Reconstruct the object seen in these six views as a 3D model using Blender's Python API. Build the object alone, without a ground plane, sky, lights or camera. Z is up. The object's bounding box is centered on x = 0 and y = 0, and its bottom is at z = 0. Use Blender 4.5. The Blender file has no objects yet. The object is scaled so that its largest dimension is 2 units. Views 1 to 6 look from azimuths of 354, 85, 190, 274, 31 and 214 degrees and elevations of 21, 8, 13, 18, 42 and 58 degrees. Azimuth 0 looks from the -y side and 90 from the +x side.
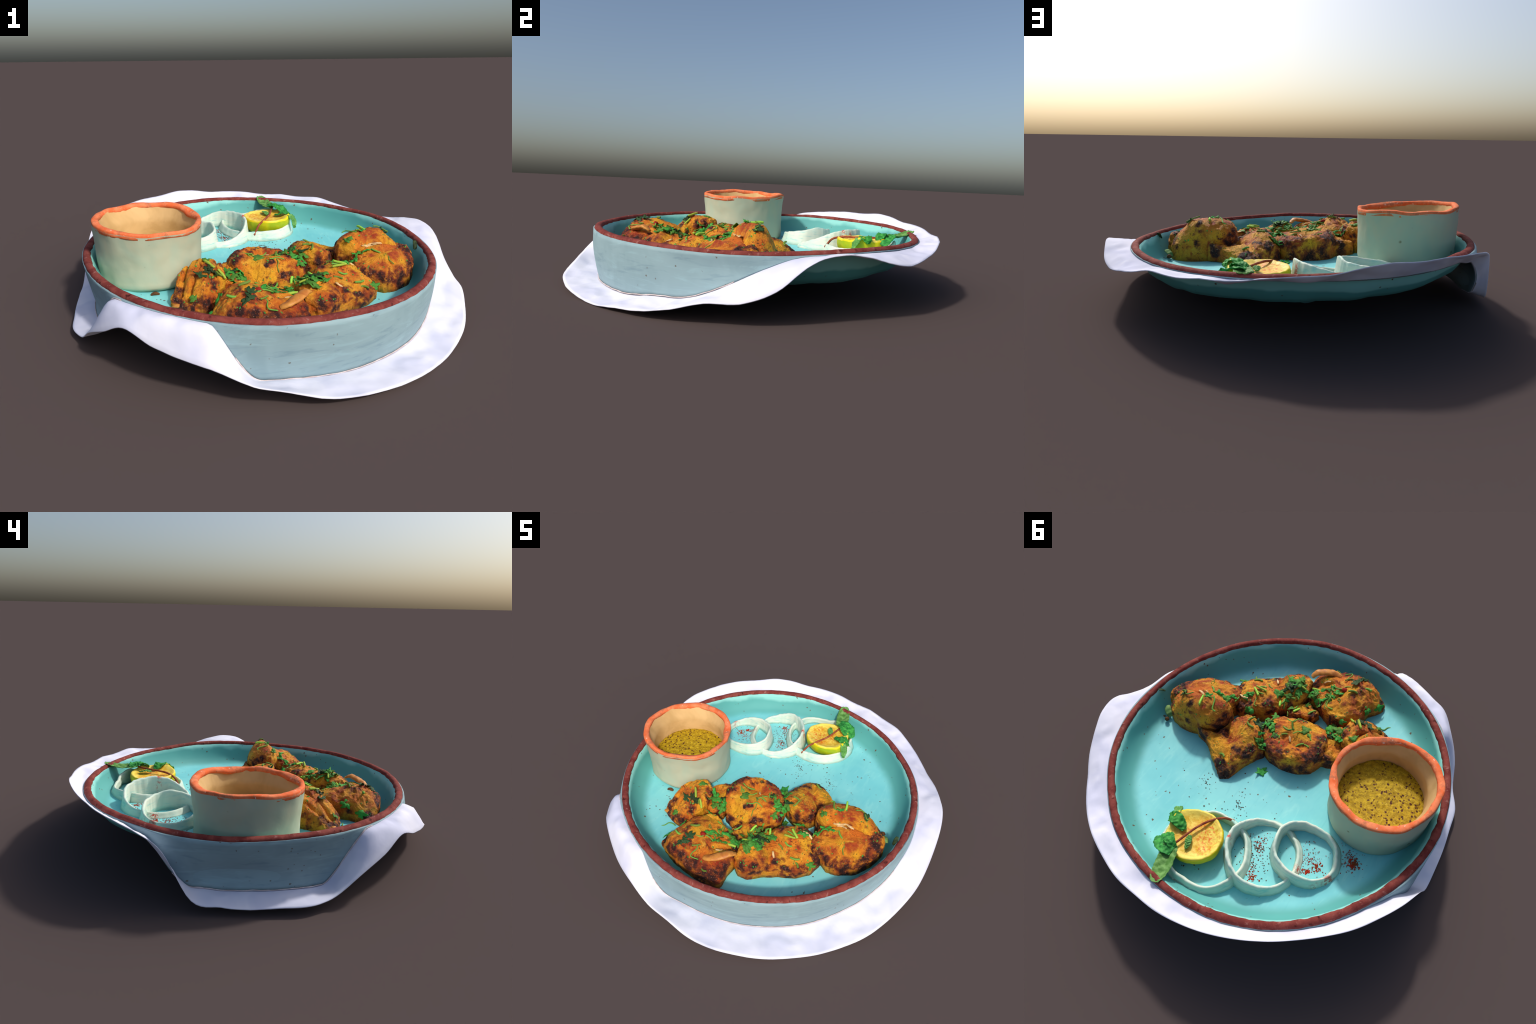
import bpy, bmesh, math, random
import numpy as np
from mathutils import Vector, noise, Matrix
from mathutils.bvhtree import BVHTree

rng = random.Random(7)
PI = math.pi

# ------------------------------------------------------------------ helpers
def lin(r, g, b):
    f = lambda c: (c / 255 / 12.92) if c / 255 <= 0.04045 else ((c / 255 + 0.055) / 1.055) ** 2.4
    return (f(r), f(g), f(b), 1.0)


def periodic(values, az):
    """Catmull-Rom through equally spaced values round a circle; az in degrees."""
    n = len(values)
    s = (az % 360.0) / (360.0 / n)
    i = int(s) % n
    u = s - int(s)
    a, b, c, d = values[(i - 1) % n], values[i], values[(i + 1) % n], values[(i + 2) % n]
    return 0.5 * (2 * b + (c - a) * u + (2 * a - 5 * b + 4 * c - d) * u * u + (3 * b - a - 3 * c + d) * u ** 3)


def through(pairs, x):
    """Smooth-step interpolation through (x, y) pairs."""
    if x <= pairs[0][0]:
        return pairs[0][1]
    for (x0, y0), (x1, y1) in zip(pairs, pairs[1:]):
        if x <= x1:
            t = (x - x0) / (x1 - x0)
            return y0 + (y1 - y0) * (t * t * (3 - 2 * t))
    return pairs[-1][1]


def spline(points, n, closed=False):
    pts = [Vector(p) for p in points]
    m = len(pts)
    out = []
    segs = m if closed else m - 1
    for k in range(n):
        s = k * segs / (n if closed else n - 1)
        i = min(int(s), segs - 1)
        u = s - i
        g = (lambda j: pts[j % m]) if closed else (lambda j: pts[max(0, min(m - 1, j))])
        a, b, c, d = g(i - 1), g(i), g(i + 1), g(i + 2)
        out.append(0.5 * (2 * b + (c - a) * u + (2 * a - 5 * b + 4 * c - d) * u * u + (3 * b - a - 3 * c + d) * u ** 3))
    return out


def fbm(p, scale, octaves=3, seed=0.0):
    v = Vector((p[0] * scale + seed, p[1] * scale - seed * 1.7, p[2] * scale + seed * 0.6))
    t, a = 0.0, 1.0
    for _ in range(octaves):
        t += a * noise.noise(v)
        v = v * 2.03 + Vector((3.1, 1.7, 5.3))
        a *= 0.5
    return t


def mesh_object(name, verts, faces, mats, parent=None, origin=(0, 0, 0), smooth=True, kind=None, face_mats=None):
    o = Vector(origin)
    me = bpy.data.meshes.new(name)
    me.from_pydata([tuple(Vector(v) - o) for v in verts], [], faces)
    bm = bmesh.new()
    bm.from_mesh(me)
    bmesh.ops.recalc_face_normals(bm, faces=bm.faces)
    bm.to_mesh(me)
    bm.free()
    for m in mats if isinstance(mats, (list, tuple)) else [mats]:
        me.materials.append(m)
    if face_mats:
        me.polygons.foreach_set("material_index", face_mats)
    if smooth:
        me.polygons.foreach_set("use_smooth", [True] * len(me.polygons))
    ob = bpy.data.objects.new(name, me)
    bpy.context.scene.collection.objects.link(ob)
    ob.location = o
    if parent:
        attach(ob, parent)
    if kind:
        ob["kind"] = kind
    return ob


def attach(ob, parent):
    ob.parent = parent
    ob.location = Vector(ob.location) - Vector(parent.location)


def empty(name, at, label, category):
    e = bpy.data.objects.new(name, None)
    e.location = at
    bpy.context.scene.collection.objects.link(e)
    e["label"], e["category"] = label, category
    return e


def rings_faces(rows, cols, wrap_rows=False):
    f = []
    for i in range(rows if wrap_rows else rows - 1):
        for j in range(cols):
            a, b = i * cols + j, i * cols + (j + 1) % cols
            c, d = ((i + 1) % rows) * cols + (j + 1) % cols, ((i + 1) % rows) * cols + j
            f.append((a, b, c, d))
    return f


def lathe(name, profile, cols, mat, cap_first=False, cap_last=False, closed=False, **kw):
    """profile(az) -> list of (x, y, z) along the section at that azimuth (0 on -y, 90 on +x)."""
    cur = [profile(360.0 * j / cols) for j in range(cols)]
    rows = len(cur[0])
    verts = [cur[j][i] for i in range(rows) for j in range(cols)]
    faces = rings_faces(rows, cols, closed)
    for on, r in ((cap_first, 0), (cap_last, rows - 1)):
        if on:
            c = len(verts)
            ring = [verts[r * cols + j] for j in range(cols)]
            verts.append(tuple(sum(v[k] for v in ring) / cols for k in range(3)))
            faces += [(r * cols + j, r * cols + (j + 1) % cols, c) for j in range(cols)]
    return mesh_object(name, verts, faces, mat, **kw)


def tube(points, radius, n=24, sides=8, ends=True, flat=1.0):
    """verts, faces of a swept rod; radius is a number or a function of t."""
    pts = spline(points, n)
    verts, faces = [], []
    for k, p in enumerate(pts):
        t = (pts[min(n - 1, k + 1)] - pts[max(0, k - 1)]).normalized()
        s = t.cross(Vector((0, 0, 1)))
        s = s.normalized() if s.length > 1e-4 else Vector((1, 0, 0))
        u = s.cross(t)
        r = radius(k / (n - 1)) if callable(radius) else radius
        for j in range(sides):
            a = 2 * PI * j / sides
            verts.append(p + s * (r * math.cos(a)) + u * (r * flat * math.sin(a)))
    faces = rings_faces(n, sides)
    if ends:
        faces += [tuple(range(sides)), tuple((n - 1) * sides + j for j in range(sides))]
    return verts, faces


# ------------------------------------------------------------------ node helpers
class Graph:
    def __init__(self, name, rough=0.75, spec=0.2):
        self.m = bpy.data.materials.new(name)
        self.m.use_nodes = True
        self.nt = self.m.node_tree
        self.bsdf = self.nt.nodes["Principled BSDF"]
        self.bsdf.inputs["Roughness"].default_value = rough
        self.bsdf.inputs["Specular IOR Level"].default_value = spec
        self.co = self.node("ShaderNodeTexCoord").outputs["Object"]

    def node(self, kind, **props):
        n = self.nt.nodes.new(kind)
        for k, v in props.items():
            setattr(n, k, v)
        return n

    def link(self, a, b):
        self.nt.links.new(a, b)

    def put(self, sock, v):
        if hasattr(v, "is_output"):
            self.link(v, sock)
        else:
            sock.default_value = v

    def noise(self, scale, detail=3.0, rough=0.55, distort=0.0, co=None):
        n = self.node("ShaderNodeTexNoise")
        self.link(co or self.co, n.inputs["Vector"])
        n.inputs["Scale"].default_value = scale
        n.inputs["Detail"].default_value = detail
        n.inputs["Roughness"].default_value = rough
        n.inputs["Distortion"].default_value = distort
        return n.outputs["Fac"]

    def voronoi(self, scale, out="Distance", rand=1.0, co=None):
        n = self.node("ShaderNodeTexVoronoi")
        self.link(co or self.co, n.inputs["Vector"])
        n.inputs["Scale"].default_value = scale
        n.inputs["Randomness"].default_value = rand
        return n.outputs[out]

    def ramp(self, v, lo, hi, a=0.0, b=1.0):
        n = self.node("ShaderNodeMapRange", interpolation_type="SMOOTHSTEP")
        self.link(v, n.inputs["Value"])
        for k, x in zip(("From Min", "From Max", "To Min", "To Max"), (lo, hi, a, b)):
            n.inputs[k].default_value = x
        return n.outputs["Result"]

    def math(self, op, a, b=0.0):
        n = self.node("ShaderNodeMath", operation=op)
        self.put(n.inputs[0], a)
        self.put(n.inputs[1], b)
        return n.outputs[0]

    def mix(self, fac, a, b, mode="MIX"):
        n = self.node("ShaderNodeMix", data_type="RGBA", blend_type=mode)
        self.put(n.inputs[0], fac)
        self.put(n.inputs[6], a)
        self.put(n.inputs[7], b)
        return n.outputs[2]

    def warp(self, scale, amount):
        n = self.node("ShaderNodeTexNoise")
        self.link(self.co, n.inputs["Vector"])
        n.inputs["Scale"].default_value = scale
        n.inputs["Detail"].default_value = 3.0
        s = self.node("ShaderNodeVectorMath", operation="SUBTRACT")
        self.link(n.outputs["Color"], s.inputs[0])
        s.inputs[1].default_value = (0.5, 0.5, 0.5)
        m = self.node("ShaderNodeVectorMath", operation="SCALE")
        self.link(s.outputs[0], m.inputs[0])
        m.inputs["Scale"].default_value = amount
        a = self.node("ShaderNodeVectorMath", operation="ADD")
        self.link(self.co, a.inputs[0])
        self.link(m.outputs[0], a.inputs[1])
        return a.outputs[0]

    def spots(self, places, co):
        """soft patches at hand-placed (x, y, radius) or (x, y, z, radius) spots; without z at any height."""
        flat = self.node("ShaderNodeVectorMath", operation="MULTIPLY")
        self.link(co, flat.inputs[0])
        deep = bool(places) and len(places[0]) == 4
        flat.inputs[1].default_value = (1, 1, 0.8 if deep else 0)
        total = None
        for x, y, *z, r in places:
            z = z[0] * 0.8 if z else 0
            d = self.node("ShaderNodeVectorMath", operation="DISTANCE")
            self.link(flat.outputs[0], d.inputs[0])
            d.inputs[1].default_value = (x, y, z)
            k = self.ramp(d.outputs["Value"], r * 1.7, r * 0.2)
            total = k if total is None else self.math("MAXIMUM", total, k)
        return total

    def bump(self, height, strength=0.3, dist=0.01):
        n = self.node("ShaderNodeBump")
        n.inputs["Strength"].default_value = strength
        n.inputs["Distance"].default_value = dist
        self.link(height, n.inputs["Height"])
        self.link(n.outputs["Normal"], self.bsdf.inputs["Normal"])

    def colour(self, c):
        self.put(self.bsdf.inputs["Base Color"], c)
        return self.m


CX, CY = -0.037, 0.029

# ------------------------------------------------------------------ materials
def mat_glaze(name, base, tint, speck_amount=1.0, bands=False):
    g = Graph(name, 0.6, 0.25)
    c = g.mix(g.ramp(g.noise(3.0, 4, 0.6, 0.6), 0.35, 0.7), base, tint)
    if not bands:  # thrown lines round the wall
        lines = g.node("ShaderNodeMapping")
        g.link(g.co, lines.inputs["Vector"])
        lines.inputs["Scale"].default_value = (1.5, 1.5, 9)
        f = g.noise(3.0, 5, 0.65, 0.8, lines.outputs[0])
        c = g.mix(g.math("MULTIPLY", g.ramp(f, 0.52, 0.68), 0.5), c, lin(152, 184, 190))
        c = g.mix(g.math("MULTIPLY", g.ramp(f, 0.46, 0.32), 0.5), c, lin(112, 140, 152))
    if bands:  # brushed floor; inner wall darkened with the scan's baked shade; pale glaze at lip
        turn = g.node("ShaderNodeMapping")
        g.link(g.co, turn.inputs["Vector"])
        turn.inputs["Rotation"].default_value = (0, 0, 0.5)
        turn.inputs["Scale"].default_value = (9, 1.6, 9)
        brush = g.noise(2.2, 5, 0.7, 1.2, turn.outputs[0])
        c = g.mix(g.math("MULTIPLY", g.ramp(brush, 0.52, 0.72), 0.35), c, lin(160, 226, 220))
        c = g.mix(g.math("MULTIPLY", g.ramp(brush, 0.46, 0.28), 0.30), c, lin(92, 180, 190))
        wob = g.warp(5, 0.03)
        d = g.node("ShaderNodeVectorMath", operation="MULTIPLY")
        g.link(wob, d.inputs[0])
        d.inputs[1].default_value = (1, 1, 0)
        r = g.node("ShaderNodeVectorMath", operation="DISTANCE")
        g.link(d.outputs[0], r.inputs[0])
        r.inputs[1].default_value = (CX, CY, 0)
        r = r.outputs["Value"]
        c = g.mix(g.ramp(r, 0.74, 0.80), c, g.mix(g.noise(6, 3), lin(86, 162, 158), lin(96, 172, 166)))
        c = g.mix(g.ramp(r, 0.838, 0.848), c, lin(138, 206, 198))
    w = g.warp(40, 0.02)
    cell = g.voronoi(26, "Distance", co=w)
    pick = g.ramp(g.noise(9, 2), 0.50, 0.56)
    s = g.math("MULTIPLY", g.ramp(cell, 0.13, 0.07), pick)
    cell2 = g.voronoi(11, "Distance", co=w)
    s2 = g.ramp(cell2, 0.075, 0.045)
    s = g.math("MULTIPLY", g.math("MAXIMUM", s, s2), speck_amount)
    c = g.mix(s, c, lin(96, 84, 66))
    g.bump(g.noise(60, 3), 0.06, 0.004)
    return g.colour(c)


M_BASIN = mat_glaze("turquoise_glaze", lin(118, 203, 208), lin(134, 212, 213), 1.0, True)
M_WALL = mat_glaze("pale_blue_glaze", lin(130, 156, 163), lin(144, 170, 176), 0.8)
M_SIDE = mat_glaze("teal_glaze", lin(96, 172, 174), lin(112, 186, 186), 0.8)


def mat_rim():
    g = Graph("bare_brown_clay", 0.8, 0.15)
    w = g.warp(14, 0.05)
    c = g.mix(g.ramp(g.noise(16, 4, 0.65, co=w), 0.35, 0.65), lin(110, 46, 42), lin(136, 68, 60))
    c = g.mix(g.ramp(g.noise(45, 3, co=w), 0.58, 0.75), c, lin(150, 100, 92))
    c = g.mix(g.ramp(g.noise(30, 3, co=w), 0.60, 0.75), c, lin(70, 26, 24))
    g.bump(g.noise(70, 4), 0.25, 0.006)
    return g.colour(c)


M_RIM = mat_rim()


def mat_paper():
    g = Graph("white_paper", 0.9, 0.1)
    c = g.mix(g.ramp(g.noise(5, 3, 0.5, 0.4), 0.35, 0.7), lin(227, 227, 240), lin(209, 211, 231))
    g.bump(g.noise(14, 3), 0.15, 0.01)
    return g.colour(c)


M_PAPER = mat_paper()


def plain(name, a, b, scale, rough=0.75, spec=0.2, bump=0.15):
    g = Graph(name, rough, spec)
    c = g.mix(g.ramp(g.noise(scale, 4, 0.6, 0.5), 0.35, 0.68), a, b)
    g.bump(g.noise(scale * 3, 3), bump, 0.004)
    return g.colour(c)


M_FOOT = plain("dusty_foot_line", lin(190, 174, 172), lin(214, 204, 204), 25)


def mat_cup():
    g = Graph("cream_glaze", 0.65, 0.2)
    c = g.mix(g.ramp(g.noise(5, 4, 0.55, 0.8), 0.3, 0.7), lin(186, 186, 160), lin(172, 186, 164))
    w = g.warp(40, 0.01)
    c = g.mix(g.math("MULTIPLY", g.ramp(g.voronoi(12, co=w), 0.14, 0.05), g.ramp(g.noise(7, 2), 0.5, 0.58)), c, lin(110, 98, 62))
    g.bump(g.noise(22, 3), 0.12, 0.01)
    return g.colour(c)


M_CUP = mat_cup()
M_CUPIN = plain("tan_glaze", lin(214, 178, 124), lin(196, 160, 106), 7, 0.65)


def mat_cup_rim():
    g = Graph("terracotta", 0.8, 0.15)
    w = g.warp(18, 0.03)
    c = g.mix(g.ramp(g.noise(14, 4, 0.6, co=w), 0.35, 0.65), lin(230, 106, 58), lin(236, 136, 92))
    c = g.mix(g.ramp(g.noise(16, 5, 0.75, co=w), 0.50, 0.66), c, lin(186, 112, 80))
    c = g.mix(g.ramp(g.noise(12, 3, 0.6, 0.5), 0.58, 0.70), c, lin(232, 84, 44))
    c = g.mix(g.ramp(g.noise(60, 2, co=w), 0.66, 0.74), c, lin(236, 190, 168))
    g.bump(g.noise(40, 4), 0.25, 0.008)
    return g.colour(c)


M_CUPRIM = mat_cup_rim()


def mat_sauce():
    g = Graph("mustard_sauce", 0.55, 0.3)
    c = g.mix(g.ramp(g.noise(60, 4, 0.7), 0.35, 0.66), lin(160, 130, 10), lin(204, 172, 28))
    w = g.warp(90, 0.008)
    k = g.math("MULTIPLY", g.ramp(g.voronoi(62, co=w), 0.42, 0.26), g.ramp(g.noise(24, 3), 0.44, 0.54))
    c = g.mix(k, c, lin(84, 36, 22))
    k = g.math("MULTIPLY", g.ramp(g.voronoi(30, co=w), 0.24, 0.14), g.ramp(g.noise(11, 2), 0.48, 0.54))
    c = g.mix(k, c, lin(70, 24, 20))
    c = g.mix(g.ramp(g.noise(150, 2), 0.64, 0.72), c, lin(222, 200, 84))
    g.bump(g.noise(110, 4, 0.7), 0.6, 0.01)
    return g.colour(c)


M_SAUCE = mat_sauce()


def mat_onion(chili):
    g = Graph("pale_onion", 0.5, 0.3)
    w = g.node("ShaderNodeMapping")
    g.link(g.co, w.inputs["Vector"])
    w.inputs["Scale"].default_value = (1, 1, 6)
    c = g.mix(g.ramp(g.noise(9, 4, 0.6, 0.4), 0.32, 0.7), lin(200, 222, 206), lin(220, 226, 208))
    c = g.mix(g.ramp(g.noise(14, 3, 0.6, co=w.outputs[0]), 0.5, 0.75), c, lin(160, 208, 200))
    if chili:
        wc = g.warp(60, 0.02)
        m = g.math("MULTIPLY", g.spots(chili, wc), g.ramp(g.noise(45, 3, 0.7), 0.46, 0.56))
        c = g.mix(m, c, lin(196, 52, 24))
    g.bump(g.noise(40, 3), 0.1, 0.005)
    return g.colour(c)


def mat_chicken(name, char, red, gold, seed):
    g = Graph(name, 0.58, 0.3)
    off = g.node("ShaderNodeVectorMath", operation="ADD")
    g.link(g.co, off.inputs[0])
    off.inputs[1].default_value = (seed * 1.3, seed * 0.7, seed * 0.4)
    co = off.outputs[0]
    w = g.warp(22, 0.05)
    # marinade: orange, pooled yellow oil, rust
    c = g.mix(g.ramp(g.noise(8, 5, 0.65, 0.9, co), 0.36, 0.64), lin(204, 104, 24), lin(232, 158, 38))
    c = g.mix(g.ramp(g.noise(15, 5, 0.65, 0.6, co), 0.52, 0.68), c, lin(226, 164, 52))
    c = g.mix(g.ramp(g.noise(11, 4, 0.65, 0.8, co), 0.53, 0.68), c, lin(166, 62, 24))
    if gold:
        c = g.mix(g.math("MULTIPLY", g.spots(gold, w), 0.75), c, lin(226, 168, 32))
    c = g.mix(g.math("MULTIPLY", g.ramp(g.noise(58, 4, 0.75, 0.3, co), 0.52, 0.70), 0.45), c, lin(150, 70, 18))
    c = g.mix(g.math("MULTIPLY", g.ramp(g.noise(70, 3, 0.7, 0.3, co), 0.60, 0.74), 0.6), c, lin(240, 190, 84))
    # fried-in spice: red-brown blisters and dark flecks
    blister = g.math("MULTIPLY", g.ramp(g.voronoi(22, co=w), 0.36, 0.16), g.ramp(g.noise(8, 2, co=co), 0.49, 0.57))
    c = g.mix(g.math("MULTIPLY", blister, 0.8), c, lin(120, 38, 20))
    fleck = g.math("MULTIPLY", g.ramp(g.voronoi(88, co=w), 0.34, 0.16), g.ramp(g.noise(19, 3, co=co), 0.46, 0.58))
    c = g.mix(g.math("MULTIPLY", fleck, 0.9), c, lin(70, 34, 14))
    if red:
        m = g.math("MULTIPLY", g.spots(red, w), g.ramp(g.noise(34, 4, 0.65), 0.3, 0.6, 0.35, 1.0))
        c = g.mix(g.math("MULTIPLY", m, 0.9), c, lin(148, 42, 24))
    if char:
        s = g.spots(char, g.warp(13, 0.13))
        m = g.math("MULTIPLY", s, g.ramp(g.noise(32, 5, 0.78), 0.30, 0.64, 0.2, 1.0))
        c = g.mix(g.math("MULTIPLY", g.ramp(m, 0.0, 0.45), 0.85), c, lin(122, 44, 24))
        c = g.mix(g.ramp(m, 0.24, 0.75), c, lin(52, 26, 24))
        c = g.mix(g.math("MULTIPLY", g.ramp(s, 0.3, 0.8), g.ramp(g.noise(95, 2), 0.62, 0.72)), c, lin(150, 112, 96))
    g.bump(g.noise(75, 5, 0.75), 0.8, 0.014)
    return g.colour(c)


def mat_herb(name, a, b):
    g = Graph(name, 0.6, 0.25)
    info = g.node("ShaderNodeObjectInfo")
    c = g.mix(g.ramp(g.noise(45, 3), 0.35, 0.65), a, b)
    h = g.node("ShaderNodeHueSaturation")
    g.link(g.ramp(info.outputs["Random"], 0, 1, 0.75, 1.25), h.inputs["Value"])
    g.link(c, h.inputs["Color"])
    g.link(g.ramp(info.outputs["Random"], 0, 1, 0.465, 0.515), h.inputs["Hue"])
    tr = g.node("ShaderNodeBsdfTranslucent")
    g.link(h.outputs[0], tr.inputs["Color"])
    mx = g.node("ShaderNodeMixShader")
    mx.inputs[0].default_value = 0.15
    out = [n for n in g.nt.nodes if n.type == "OUTPUT_MATERIAL"][0]
    g.link(g.bsdf.outputs[0], mx.inputs[1])
    g.link(tr.outputs[0], mx.inputs[2])
    g.link(mx.outputs[0], out.inputs["Surface"])
    g.bump(g.noise(90, 3), 0.2, 0.004)
    return g.colour(h.outputs[0])


M_LEAF = mat_herb("herb_leaf", lin(44, 124, 44), lin(84, 168, 66))
M_DARKLEAF = mat_herb("dark_herb_leaf", lin(34, 58, 34), lin(56, 84, 44))
M_STEM = mat_herb("herb_stem", lin(88, 140, 46), lin(130, 176, 78))
M_LIME = mat_herb("bright_stem", lin(150, 206, 50), lin(180, 220, 96))
M_MINT = mat_herb("mint_leaf", lin(66, 152, 66), lin(112, 190, 104))
M_MINTDARK = mat_herb("mint_leaf_crumpled", lin(34, 118, 46), lin(70, 164, 68))
M_MINTSTEM = plain("red_stem", lin(128, 56, 40), lin(168, 96, 62), 40)
M_CHILI = plain("chili_powder", lin(168, 44, 20), lin(128, 66, 34), 30)
M_SHRED = plain("stewed_onion", lin(206, 140, 62), lin(176, 104, 42), 30, 0.5, 0.35)
M_PALE = plain("pale_shred", lin(226, 194, 140), lin(190, 150, 92), 30, 0.5, 0.35)
M_CRUMB = plain("burnt_crumb", lin(96, 62, 34), lin(66, 44, 28), 50)
M_OLIVE = plain("oily_leaf", lin(90, 132, 76), lin(128, 160, 96), 30)
M_RED = plain("red_pepper_bit", lin(158, 34, 20), lin(120, 30, 22), 40)

# ------------------------------------------------------------------ the dish
RIM_R = [.893, .892, .889, .891, .89, .893, .89, .892, .89, .883, .885, .88, .882, .89, .895, .892, .886, .891, .896, .89, .889, .89, .89, .889]
RIM_Z = [.294, .292, .282, .277, .272, .268, .27, .28, .287, .287, .293, .299, .308, .318, .323, .328, .331, .327, .324, .325, .322, .317, .309, .3]


def floor_z(x, y):
    return 0.155 - 0.045 * x + 0.020 * y


def place(az, r, z):
    a = math.radians(az)
    return (CX + r * math.sin(a), CY - r * math.cos(a), z)


rimR = lambda az: periodic(RIM_R, az)
rimZ = lambda az: periodic(RIM_Z, az)

# height at which the wall meets the paper, by azimuth (0 on -y, 90 on +x)
JOIN = [(-180, .30), (-122, .305), (-113, .285), (-98, .078), (-90, .064), (-70, .062), (-61, .056), (-46, .30), (-28, .30), (-20, .30), (-5, .04),
        (0, .035), (20, .022), (40, .024), (62, .054), (101, .265), (108, .275), (180, .30)]


def join_z(az):
    az = (az + 180) % 360 - 180
    return min(through(JOIN, az), rimZ(az) - 0.014)


def near(az, centre, width):
    return math.exp(-(((az - centre + 180) % 360 - 180) / width) ** 2)


def wall_r(az, z):
    """outside of the wall: vertical, bulging where the paper sheet pulls away from it"""
    t = max(0.0, min(1.0, (rimZ(az) - z) / 0.27))
    flare = 0.04 * near(az, -13, 8) + 0.055 * near(az, -44, 7) + 0.06 * near(az, -106, 9) + 0.065 * near(az, 92, 13)
    dent = 0.045 * near(az, -87, 13) * math.exp(-((z - 0.125) / 0.055) ** 2) + 0.012 * near(az, 78, 10) * math.exp(-((z - 0.2) / 0.05) ** 2)
    return rimR(az) + 0.002 - 0.026 * t ** 1.6 + (0.008 * near(az, 25, 40) - 0.010 * near(az, -75, 32)) * math.sin(PI * t) + flare * t ** 0.65 - dent


serving_dish = empty("serving_dish", (CX, CY, 0.0), "round turquoise stoneware dish with brown unglazed rim", "dish")

INNER = [(.04, 0), (.2, 0), (.36, 0), (.52, .0), (.66, .0), (.78, .01), (.84, .05), (.875, .11), (.90, .21), (.92, .36), (.935, .54), (.946, .74), (.953, .90)]


def plate_z(x, y):
    az = math.degrees(math.atan2(x - CX, -(y - CY)))
    k = math.hypot(x - CX, y - CY) / rimR(az)
    h = through(INNER, k)
    return floor_z(x, y) * (1 - h) + rimZ(az) * h


def inner_point(az, k, h, lift=0.0):
    R, Z = rimR(az), rimZ(az)
    x, y, _ = place(az, R * k, 0)
    fz = floor_z(x, y)
    wob = 0.004 * fbm((x, y, 0.3), 4.0, 2, 5.1) + 0.0015 * fbm((x, y, 0.3), 14.0, 2, 1.1)
    return (x, y, fz + (Z - fz) * h + wob * (1 - 0.5 * h) + lift)


def floor_profile(az):
    return [inner_point(az, k, h) for k, h in [(.04, 0), (.12, 0), (.2, 0), (.28, 0), (.36, 0), (.44, 0), (.52, 0), (.6, .0), (.66, .0), (.72, .002), (.78, .01), (.81, .025), (.84, .05)]]


def side_profile(az):
    return [inner_point(az, k, h) for k, h in INNER[6:]]


def under_profile(az):
    out = []
    gap = max(near(az, 164, 7), near(az, 70, 38))
    for k, h in [(.97, .80), (.962, .60), (.945, .42), (.92, .20), (.885, .03), (.84, -.06), (.78, -.13), (.71, -.21), (.68, -.23), (.65, -.20), (.60, -.10), (.5, -.07), (.3, -.06), (.1, -.06)]:
        p = inner_point(az, k, h if h > -.06 else -.06 + (h + .06) * (1 - gap))
        ragged = 0.026 * fbm((math.sin(math.radians(az)) * .6, math.cos(math.radians(az)) * .6, 0), 5.0, 3, 9.0) if h < -.15 else 0
        out.append((p[0], p[1], p[2] + ragged + 0.006 * fbm(p, 7.0, 2, 9.0)))
    return out


def basin_profile(az):
    return under_profile(az)[::-1] + [inner_point(az, .985, .92)] + [inner_point(az, .975, .93)] + side_profile(az)[::-1] + floor_profile(az)[::-1][1:]


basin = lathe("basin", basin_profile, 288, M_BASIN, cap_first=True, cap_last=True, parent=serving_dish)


def rim_profile(az):
    R, Z = rimR(az), rimZ(az)
    p0 = place(az, R, Z)
    n = 0.0022 * fbm(p0, 13, 3, 2.0)
    m = 0.005 * fbm(p0, 24, 4, 6.0)
    pts = [(.957, -.016), (.959, -.004), (.964, .002), (.972, .005), (.982, .005), (.992, .002), (.998, -.004), (1.0, -.012)]
    inner = [(.995, -.018), (.97, -.022)]
    out = [place(az, R * k + (m if i in (0, 1, 7) else 0) * (1 if i > 3 else -1), Z + dz + n) for i, (k, dz) in enumerate(pts)]
    return out + [place(az, R * k, Z + dz + n) for k, dz in inner]


lathe("rim", rim_profile, 360, M_RIM, closed=True, parent=serving_dish)


def wall_profile(az):
    top, bot = rimZ(az) - 0.010, join_z(az)
    bot = min(bot, top - 0.004)
    out = []
    for i in range(13):
        t = i / 12
        z = top + (bot - top) * t
        lump = 0.003 * fbm(place(az, .9, z), 6.0, 3, 3.3) * math.sin(PI * min(1, t * 1.2 + .05))
        out.append(place(az, wall_r(az, z) + 0.002 + lump, z))
    back = [place(az, wall_r(az, z) - 0.010, z) for z in (bot, (top + bot) / 2, top)]
    return out + back


lathe("outer_wall", wall_profile, 288, M_WALL, closed=True, parent=serving_dish)


def foot_line():
    for a0, a1 in ((-12, 80), (-104, -44)):
        pts = []
        for i in range(70):
            az = a0 + (a1 - a0) * i / 69
            z = join_z(az) + 0.003 + 0.003 * noise.noise(Vector((az * 0.3, 0, 0)))
            pts.append(place(az, wall_r(az, z) + 0.004, z))
        v, f = tube(pts, lambda t: 0.0022 + 0.0025 * abs(noise.noise(Vector((t * 22, a0, 0)))), 260, 6)
        mesh_object("foot_line", v, f, M_FOOT, parent=serving_dish)


foot_line()

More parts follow.
